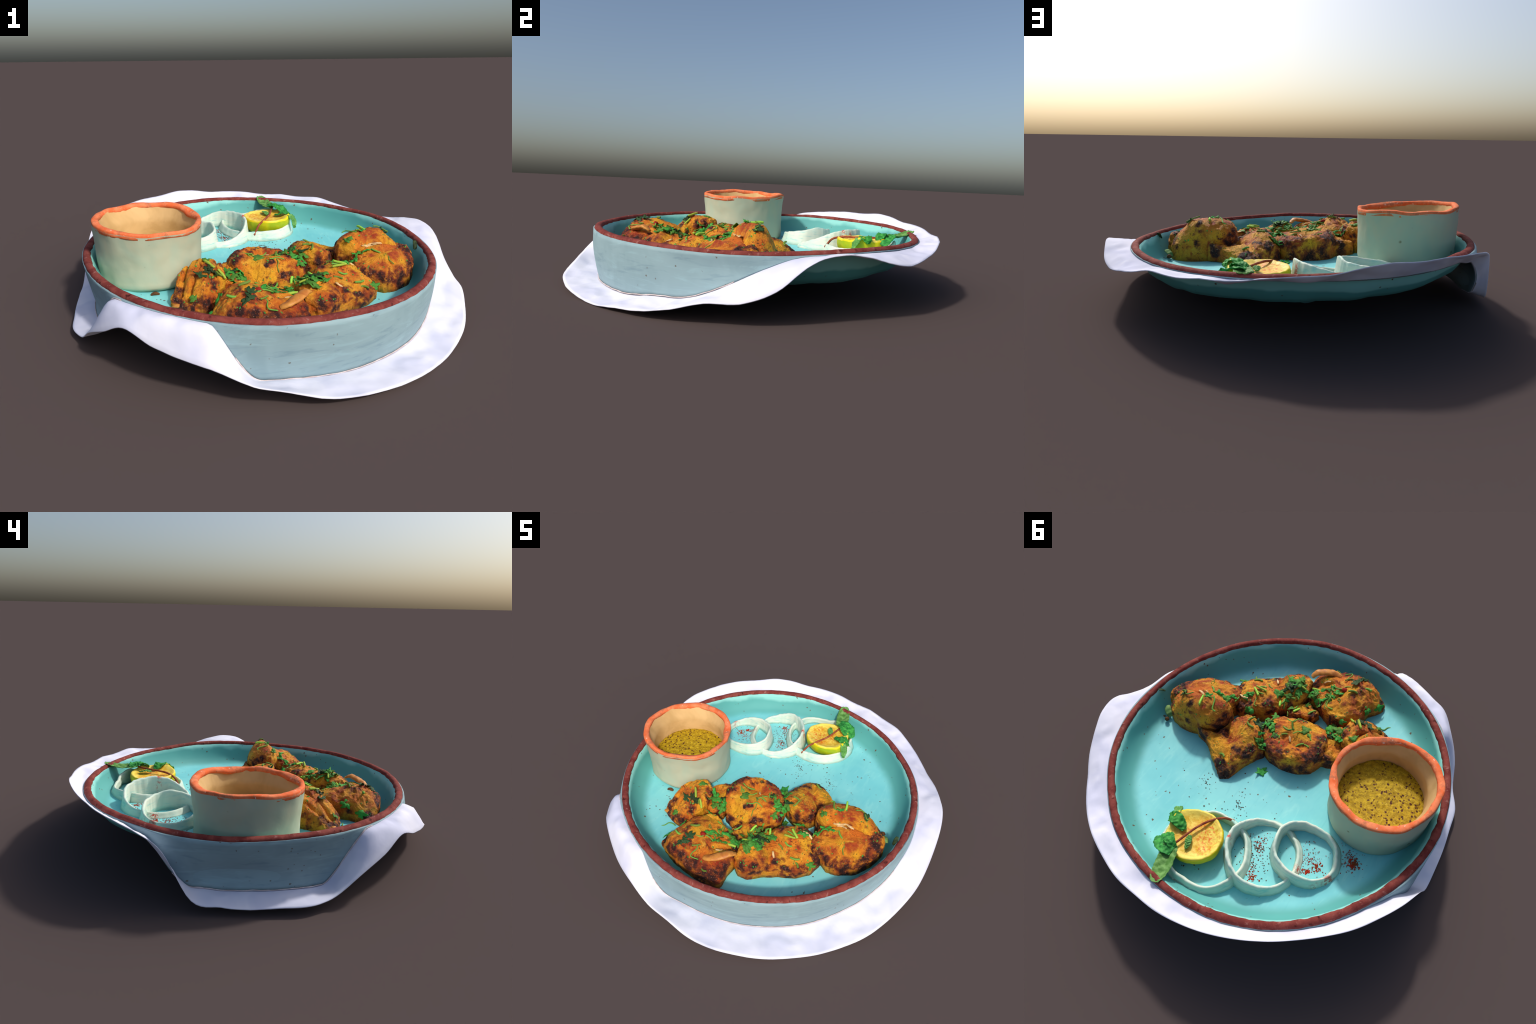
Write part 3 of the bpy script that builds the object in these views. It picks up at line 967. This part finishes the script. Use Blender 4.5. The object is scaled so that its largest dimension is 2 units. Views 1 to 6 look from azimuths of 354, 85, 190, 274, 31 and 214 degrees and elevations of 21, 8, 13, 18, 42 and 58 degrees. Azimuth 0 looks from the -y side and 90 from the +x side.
# where fire, spice and oil show: (x, y, z, radius) per piece
#S0
CHAR = [
    [(-0.2, -0.59, 0.32, 0.03), (-0.22, -0.71, 0.25, 0.04), (-0.13, -0.73, 0.26, 0.04), (-0.07, -0.74, 0.24, 0.04), (0.01, -0.73, 0.21, 0.05), (0.07, -0.72, 0.2, 0.05), (0.09, -0.68, 0.22, 0.05), (0.09, -0.64, 0.22, 0.03), (0.08, -0.51, 0.22, 0.03), (-0.13, -0.64, 0.3, 0.02), (-0.17, -0.53, 0.31, 0.014), (-0.31, -0.67, 0.2, 0.03), (-0.14, -0.38, 0.23, 0.03)],
    [(0.23, -0.27, 0.27, 0.03), (0.16, -0.59, 0.23, 0.035), (0.22, -0.57, 0.22, 0.03), (0.26, -0.53, 0.22, 0.03), (0.31, -0.48, 0.22, 0.03), (0.3, -0.45, 0.23, 0.018), (0.49, -0.31, 0.19, 0.045), (0.45, -0.33, 0.21, 0.025), (0.35, -0.19, 0.24, 0.03), (0.37, -0.46, 0.19, 0.025), (0.44, -0.42, 0.18, 0.03), (0.23, -0.57, 0.19, 0.03), (0.4, -0.45, 0.17, 0.03), (0.38, -0.24, 0.24, 0.02), (0.15, -0.3, 0.17, 0.03), (0.32, -0.21, 0.25, 0.02)],
    [(0.43, -0.29, 0.24, 0.035), (0.47, -0.29, 0.21, 0.035), (0.53, -0.31, 0.21, 0.03), (0.57, -0.3, 0.18, 0.04), (0.63, -0.28, 0.17, 0.045), (0.7, -0.23, 0.17, 0.04), (0.74, -0.16, 0.19, 0.04), (0.72, -0.11, 0.26, 0.04), (0.75, -0.11, 0.23, 0.03), (0.69, -0.06, 0.28, 0.035), (0.69, -0.17, 0.25, 0.025)],
    [(0.36, -0.11, 0.18, 0.03), (0.7, 0.01, 0.23, 0.03), (0.35, -0.04, 0.29, 0.04), (0.37, -0.01, 0.23, 0.04), (0.54, 0.07, 0.22, 0.025), (0.54, 0.02, 0.35, 0.014)],
    [(0.33, -0.07, 0.24, 0.03), (0.26, -0.14, 0.24, 0.035), (0.19, -0.12, 0.19, 0.03), (0.31, -0.1, 0.23, 0.03), (0.33, 0.02, 0.23, 0.03), (0.44, 0.08, 0.19, 0.03), (0.42, 0.09, 0.18, 0.02), (0.19, 0.22, 0.18, 0.04), (0.16, 0.19, 0.19, 0.03), (0.23, 0.21, 0.2, 0.03), (0.14, 0.04, 0.26, 0.03), (0.19, 0.09, 0.27, 0.03), (0.13, 0.08, 0.24, 0.03), (0.45, 0.07, 0.24, 0.03)],
    [(-0.2, -0.12, 0.28, 0.045), (-0.18, -0.07, 0.28, 0.035), (-0.17, -0.19, 0.3, 0.03), (0.16, -0.2, 0.23, 0.03), (0.13, -0.12, 0.26, 0.025), (0.05, -0.29, 0.21, 0.03), (0.14, -0.23, 0.2, 0.03), (-0.02, -0.24, 0.29, 0.02), (0.06, -0.01, 0.25, 0.04), (-0.01, -0.01, 0.28, 0.025), (-0.06, -0.04, 0.28, 0.02), (-0.1, -0.07, 0.28, 0.02), (-0.17, -0.06, 0.28, 0.03), (-0.2, -0.11, 0.28, 0.04), (-0.18, -0.2, 0.3, 0.03), (0.01, 0.01, 0.18, 0.04), (-0.09, 0.01, 0.19, 0.04), (-0.16, -0.03, 0.21, 0.04), (0.07, -0.15, 0.28, 0.018), (-0.03, -0.24, 0.29, 0.013)],
    [(-0.45, -0.41, 0.23, 0.03), (-0.33, -0.5, 0.2, 0.03), (-0.45, -0.47, 0.19, 0.02), (-0.3, -0.44, 0.28, 0.03)],
    [(-0.17, -0.34, 0.2, 0.025), (-0.24, -0.13, 0.22, 0.04)],
    [],
]
RED = [
    [(-0.19, -0.51, 0.3, 0.025), (-0.16, -0.48, 0.29, 0.02), (-0.2, -0.66, 0.3, 0.015), (-0.21, -0.7, 0.28, 0.035), (-0.12, -0.7, 0.28, 0.03), (-0.03, -0.7, 0.25, 0.035), (0.02, -0.7, 0.23, 0.035), (0.08, -0.64, 0.24, 0.03), (-0.07, -0.58, 0.28, 0.025), (0.09, -0.56, 0.23, 0.025), (-0.09, -0.66, 0.28, 0.018)],
    [(0.28, -0.46, 0.24, 0.03), (0.23, -0.5, 0.26, 0.03), (0.2, -0.57, 0.23, 0.025), (0.37, -0.35, 0.25, 0.02), (0.21, -0.43, 0.26, 0.015), (0.36, -0.24, 0.26, 0.02), (0.41, -0.45, 0.18, 0.03)],
    [(0.53, -0.26, 0.25, 0.025), (0.6, -0.21, 0.28, 0.02), (0.67, -0.11, 0.28, 0.035), (0.72, -0.15, 0.25, 0.03), (0.51, -0.18, 0.28, 0.02), (0.43, -0.24, 0.25, 0.025), (0.61, -0.27, 0.23, 0.02), (0.51, -0.3, 0.22, 0.025), (0.63, -0.19, 0.27, 0.015)],
    [(0.53, -0.06, 0.35, 0.04), (0.49, -0.08, 0.35, 0.03), (0.59, -0.03, 0.36, 0.03), (0.4, -0.06, 0.35, 0.03)],
    [(0.27, -0.08, 0.28, 0.035), (0.32, -0.05, 0.25, 0.025), (0.25, -0.13, 0.26, 0.025)],
    [(0.03, -0.05, 0.28, 0.045), (-0.01, -0.07, 0.28, 0.03), (0.08, -0.16, 0.28, 0.025), (0.11, -0.23, 0.25, 0.03), (-0.01, -0.25, 0.29, 0.025), (0.08, -0.07, 0.27, 0.025)],
    [(-0.32, -0.35, 0.33, 0.04), (-0.36, -0.38, 0.3, 0.03), (-0.3, -0.48, 0.2, 0.03)],
    [],
    [],
]
GOLD = [
    [(-0.14, -0.42, 0.26, 0.05), (-0.14, -0.56, 0.31, 0.03), (0.02, -0.6, 0.27, 0.03), (-0.12, -0.42, 0.26, 0.05), (-0.15, -0.47, 0.29, 0.03)],
    [(0.27, -0.32, 0.27, 0.03), (0.23, -0.47, 0.26, 0.03), (0.31, -0.45, 0.23, 0.03), (0.39, -0.3, 0.26, 0.03), (0.11, -0.41, 0.26, 0.03), (0.23, -0.21, 0.2, 0.03)],
    [(0.56, -0.21, 0.28, 0.03), (0.65, -0.21, 0.24, 0.03)],
    [(0.39, -0.12, 0.3, 0.03), (0.64, -0.07, 0.31, 0.04), (0.56, 0.06, 0.28, 0.05), (0.43, 0.04, 0.28, 0.04), (0.66, 0.04, 0.26, 0.03)],
    [(0.16, 0.02, 0.26, 0.04), (0.22, -0.12, 0.29, 0.03), (0.33, 0.09, 0.23, 0.04), (0.3, 0.12, 0.23, 0.05), (0.23, 0.16, 0.24, 0.03), (0.2, -0.02, 0.29, 0.04)],
    [(-0.09, -0.28, 0.23, 0.05), (-0.02, -0.3, 0.22, 0.04), (-0.07, -0.17, 0.29, 0.04), (-0.09, -0.24, 0.28, 0.03), (-0.02, -0.2, 0.3, 0.04), (-0.08, 0, 0.25, 0.03), (-0.09, -0.17, 0.29, 0.03)],
    [(-0.24, -0.4, 0.25, 0.04), (-0.33, -0.27, 0.32, 0.03)],
    [(-0.21, -0.24, 0.25, 0.03)],
    [(0.05, -0.38, 0.22, 0.04)],
]
for p, c, r, g in zip(PIECES, CHAR, RED, GOLD):
    p['char'], p['red'], p['gold'] = c, r, g
#S1
pieces = [chicken_piece(**p) for p in PIECES]
#HERBS#
#H0
LEAVES = [(-0.38, -0.471), (-0.207, -0.318), (-0.175, -0.323), (-0.156, -0.321), (-0.241, -0.311), (-0.197, -0.281), (-0.164, -0.286), (0.102, -0.009), (0.13, -0.023), (0.033, 0.083), (0.086, -0.117), (0.113, -0.138), (0.135, -0.163), (0.162, -0.179), (0.159, -0.139), (0.179, -0.148), (0.17, -0.107), (0.437, -0.157), (0.46, -0.14), (0.479, -0.154), (-0.016, -0.466), (0.031, -0.474), (0.022, -0.43), (-0.03, -0.427), (0.008, -0.52), (0.144, -0.501), (0.142, -0.518), (0.114, -0.465), (0.156, -0.376), (0.114, -0.425), (0.163, -0.469), (0.214, -0.357), (0.206, -0.371), (-0.073, -0.501), (-0.047, -0.5), (-0.087, -0.529), (0.153, -0.349), (0.041, -0.41), (0.063, -0.483), (0.041, -0.499), (-0.066, -0.473), (0.099, -0.34), (0.457, -0.377), (0.417, -0.2), (0.4, -0.11), (0.48, -0.07), (0.361, -0.253), (0.339, -0.263), (0.286, -0.193), (0.302, -0.182), (0.194, -0.473), (0.126, -0.476), (0.188, -0.43), (0.094, -0.46), (0.047, -0.476), (0.006, -0.454), (-0.03, -0.539), (-0.04, -0.556), (0.144, -0.46), (0.137, -0.061), (0.112, -0.043), (0.08, -0.025), (0.096, -0.11), (0.065, -0.093), (0.141, -0.147), (-0.154, -0.373), (-0.179, -0.296), (-0.189, -0.39), (-0.229, -0.276), (-0.126, -0.375), (0.135, -0.21), (-0.264, -0.255), (-0.075, -0.203), (-0.273, -0.538), (-0.316, -0.616), (-0.322, -0.273), (0.198, -0.38)]
DARK = [(-0.314, -0.386), (-0.291, -0.388), (-0.348, -0.402), (-0.15, -0.66), (-0.147, -0.624), (-0.169, -0.681), (0.175, -0.103), (0.169, -0.417), (0.152, -0.442), (0.174, -0.447), (0.053, -0.097), (-0.193, -0.265), (0.188, -0.401), (0.614, -0.021)]
STEMS = [(-0.262, -0.385), (-0.126, -0.118), (-0.09, -0.111), (-0.078, -0.206), (0.035, -0.103), (0.202, -0.066), (0.47, -0.064), (0.533, -0.163), (0.396, -0.203), (-0.093, -0.643), (-0.164, -0.552), (-0.218, -0.625), (-0.051, -0.541), (0.137, -0.389), (0.109, -0.397), (0.16, -0.328), (0.292, -0.295), (0.312, -0.351), (0.282, -0.387), (0.397, -0.419), (0.008, -0.714), (0.217, -0.1), (0.036, -0.512), (0.101, -0.266), (0.107, -0.298), (0.15, -0.232), (0.38, -0.398), (0.193, -0.406), (0.151, -0.319), (0.082, -0.354), (0.24, 0.151), (0.002, -0.191), (-0.112, -0.165), (0.495, -0.025), (-0.081, -0.53), (-0.284, -0.399), (-0.009, -0.373), (0.019, -0.126)]
LIME = [(-0.309, -0.362), (-0.257, -0.387), (0.073, -0.337), (0.494, -0.021), (0.039, -0.516), (0.314, -0.288), (0.303, -0.319), (0.114, -0.465), (0.179, -0.325)]
STRANDS = [(0.009, -0.214), (0.02, -0.248), (-0.045, -0.169), (0.008, -0.152), (-0.096, -0.562), (-0.069, -0.46), (-0.082, -0.678), (0.584, -0.226), (-0.048, -0.46), (0.181, -0.468), (0.598, -0.024), (0.292, -0.242), (-0.406, -0.525), (0.427, -0.039)]
RINGS = [(-0.105, -0.176), (-0.113, -0.494), (0.615, -0.017)]
#H1

# ------------------------------------------------------------------ chopped herbs and scraps on the chicken
tree_v, tree_f, owner = [], [], []
for pc in pieces:
    base = len(tree_v)
    tree_v += [v.co + pc.location for v in pc.data.vertices]
    for poly in pc.data.polygons:
        tree_f.append([base + i for i in poly.vertices])
        owner.append(pc)
surface = BVHTree.FromPolygons(tree_v, tree_f)


def on_top(x, y):
    hit = surface.ray_cast(Vector((x, y, 1.0)), Vector((0, 0, -1)))
    if hit[0] is None:
        return Vector((x, y, floor_z(x, y))), Vector((0, 0, 1)), serving_dish
    return hit[0], hit[1], owner[hit[2]]


def leaf_mesh(seed):
    """a torn, lobed cilantro leaflet: closed solid, cupped"""
    r = random.Random(seed)
    n, verts = 36, []
    lobes, ph = r.choice((3, 4, 5)), r.uniform(0, 6)
    stretch = r.uniform(0.55, 0.9)
    cup, twist = r.uniform(-.5, .5), r.uniform(-.7, .7)
    rings = (0.0, .35, .7, 1.0)
    for side in (1, -1):
        for k in rings[1:]:
            for j in range(n):
                a = 2 * PI * j / n
                rad = (0.72 + 0.20 * math.cos(lobes * a + ph) + 0.10 * math.sin(9 * a + ph)) if k == 1 else 0.62 + 0.18 * k * math.cos(lobes * a + ph)
                x, y = k * rad * math.cos(a), k * rad * math.sin(a) * stretch
                z = cup * (x * x + y * y) + twist * x * y + 0.26 * noise.noise(Vector((x * 2.6, y * 2.6, seed))) + 0.03 * side
                verts.append((x, y, z))
        verts.append((0, 0, 0.03 * side + 0.26 * noise.noise(Vector((0, 0, seed)))))
    half = n * 3 + 1
    f = []
    for s in (0, 1):
        b = s * half
        f += [(b + j, b + (j + 1) % n, b + n * 3) for j in range(n)]
        for k in range(2):
            f += [(b + k * n + j, b + k * n + (j + 1) % n, b + (k + 1) * n + (j + 1) % n, b + (k + 1) * n + j) for j in range(n)]
    f += [(2 * n + j, 2 * n + (j + 1) % n, half + 2 * n + (j + 1) % n, half + 2 * n + j) for j in range(n)]
    return verts, f


def stem_mesh(seed):
    r = random.Random(seed)
    b = r.uniform(-.3, .3)
    w = r.uniform(.16, .24)
    return tube([(-.9, 0, 0), (-.3, b, 0), (.3, b, .06), (.9, 0, 0)], lambda t: w * (1 - 0.15 * abs(2 * t - 1)), 14, 9)


def strand_mesh(seed):
    r = random.Random(seed)
    p = [(-1, r.uniform(-.4, .4), 0), (-.45, r.uniform(-.4, .4), .05), (.1, r.uniform(-.3, .3), .05), (.6, r.uniform(-.5, .5), .04), (.9, r.uniform(-.9, .9), 0)]
    return tube(p, 0.075, 24, 7)


def ring_mesh(seed):
    p = [(math.cos(a) * .5, math.sin(a) * .38, 0) for a in [i * PI / 4 for i in range(9)]]
    return tube(p, 0.13, 30, 7)


def shared(make, seeds, mat):
    out = []
    for s in seeds:
        v, f = make(s)
        ob = mesh_object("template", v, f, mat)
        out.append(ob.data)
        bpy.data.objects.remove(ob)
    return out


LEAF_SET = shared(leaf_mesh, range(1, 9), M_LEAF)
DARK_SET = shared(leaf_mesh, range(20, 24), M_DARKLEAF)
STEM_SET = shared(stem_mesh, range(4), M_STEM)
LIME_SET = shared(stem_mesh, range(10, 13), M_LIME)
STRAND_SET = shared(strand_mesh, range(5), M_STEM)
RING_SET = shared(ring_mesh, range(1), M_STEM)


def strew(name, meshes, spots, size, lift, tilt, jitter=0.0):
    for x, y in spots:
        x, y = x + rng.uniform(-jitter, jitter), y + rng.uniform(-jitter, jitter)
        p, n, who = on_top(x, y)
        n = (n + Vector((0, 0, 0.6)) + Vector((rng.uniform(-tilt, tilt), rng.uniform(-tilt, tilt), 0))).normalized()
        ob = bpy.data.objects.new(name, rng.choice(meshes))
        bpy.context.scene.collection.objects.link(ob)
        s = rng.uniform(*size)
        q = n.to_track_quat("Z", "Y").to_matrix() @ Matrix.Rotation(rng.uniform(0, 2 * PI), 3, "Z")
        ob.rotation_euler = q.to_euler()
        ob.scale = (s, s * rng.uniform(.8, 1.1), s * rng.uniform(.8, 1.0))
        ob.location = p + n * (lift * rng.uniform(.6, 1.3)) - who.location
        ob.parent = who


strew("herb_leaf", LEAF_SET, LEAVES, (.024, .046), .006, .6)
strew("dark_herb_leaf", DARK_SET, DARK, (.026, .042), .005, .4)
strew("herb_stem", STEM_SET, STEMS, (.018, .030), .004, .35)
strew("pale_stem", LIME_SET, LIME, (.028, .040), .008, .3)
strew("herb_strand", STRAND_SET, STRANDS, (.036, .055), .003, .15)
strew("stem_ring", RING_SET, RINGS, (.018, .024), .003, .15)
strew("herb_leaf", LEAF_SET, [(.15, -.45), (.17, -.47), (.03, -.48), (.05, -.50), (-.17, -.31), (.1, -.01), (.15, -.15)], (.018, .028), .014, .8, .012)

# fine flecks of chopped herb, too small to pick apart
fv, ff = [], []
for _ in range(220):
    pc = rng.choice(pieces[:7])
    vs = pc.data.vertices
    v = vs[rng.randrange(len(vs) // 2)].co + pc.location
    p, n, who = on_top(v.x, v.y)
    s = rng.uniform(.0018, .0045)
    t = Vector((rng.uniform(-1, 1), rng.uniform(-1, 1), 0)).cross(n).normalized()
    b = t.cross(n)
    k = len(fv)
    L = s * rng.uniform(1, 2.6)
    fv += [p + t * L, p + b * s, p - t * L, p - b * s, p + n * s * .8, p - n * s]
    ff += [(k, k + 1, k + 4), (k + 1, k + 2, k + 4), (k + 2, k + 3, k + 4), (k + 3, k, k + 4), (k + 1, k, k + 5), (k + 2, k + 1, k + 5), (k + 3, k + 2, k + 5), (k, k + 3, k + 5)]
mesh_object("herb_flecks", fv, ff, M_LEAF, parent=pieces[0], kind="stuff", smooth=False)


def scrap(name, spine, width, mat, who, flat=0.45, seed=1.0):
    v, f = tube(spine, lambda t: width * (0.25 + 0.75 * math.sin(PI * min(1, .1 + t * .85)) ** 0.7), 40, 14, True, flat)
    v = [Vector(p) + Vector((0, 0, 0.004 * fbm(p, 40, 3, seed))) for p in v]
    return mesh_object(name, v, f, mat, parent=who)


scrap("stewed_onion", [(-.03, -.665, .255), (.005, -.662, .268), (.05, -.635, .280), (.09, -.595, .288), (.11, -.565, .268)], .024, M_SHRED, pieces[0], 0.5)
p, n, w = on_top(-.108, -.567)
scrap("red_pepper", [p + Vector((-.016, 0, .0)), p + Vector((0, .004, .006)), p + Vector((.017, .002, -.002))], .015, M_RED, pieces[0], 0.7)
for a, b, c, r in [((.47, -.125), (.505, -.10), (.53, -.085), .008), ((.53, -.085), (.56, -.10), (.585, -.105), .007), ((.49, -.125), (.52, -.115), (.55, -.125), .006),
                   ((.262, -.43), (.272, -.445), (.285, -.46), .006), ((.34, -.235), (.37, -.235), (.40, -.245), .007), ((.0, -.60), (.02, -.59), (.03, -.575), .006), ((-.03, -.105), (-.02, -.12), (-.012, -.13), .006)]:
    pts = []
    for q in (a, b, c):
        h, n, w = on_top(*q)
        pts.append(h + n * 0.004)
    scrap("pale_shred", pts, r, M_PALE, w, 0.6, r * 900)
scrap("oily_leaf", [(.700, .055, .150), (.715, .045, .166), (.735, .03, .176), (.75, .01, .175)], .020, M_OLIVE, serving_dish, 0.3)
scrap("burnt_crumb", [(.695, .085, .150), (.705, .081, .155), (.717, .078, .150)], .013, M_CRUMB, serving_dish, 0.9)
scrap("burnt_crumb", [(-.585, -.312, .176), (-.565, -.308, .182), (-.545, -.305, .176)], .010, M_CRUMB, serving_dish, 0.6)
scrap("burnt_crumb", [(-.478, -.455, .178), (-.462, -.463, .188), (-.44, -.47, .19)], .014, M_SHRED, serving_dish, 0.5)
scrap("stuck_leaf", [(.803, .0, .275), (.801, -.02, .254), (.795, -.035, .235)], .012, M_DARKLEAF, serving_dish, 0.3)
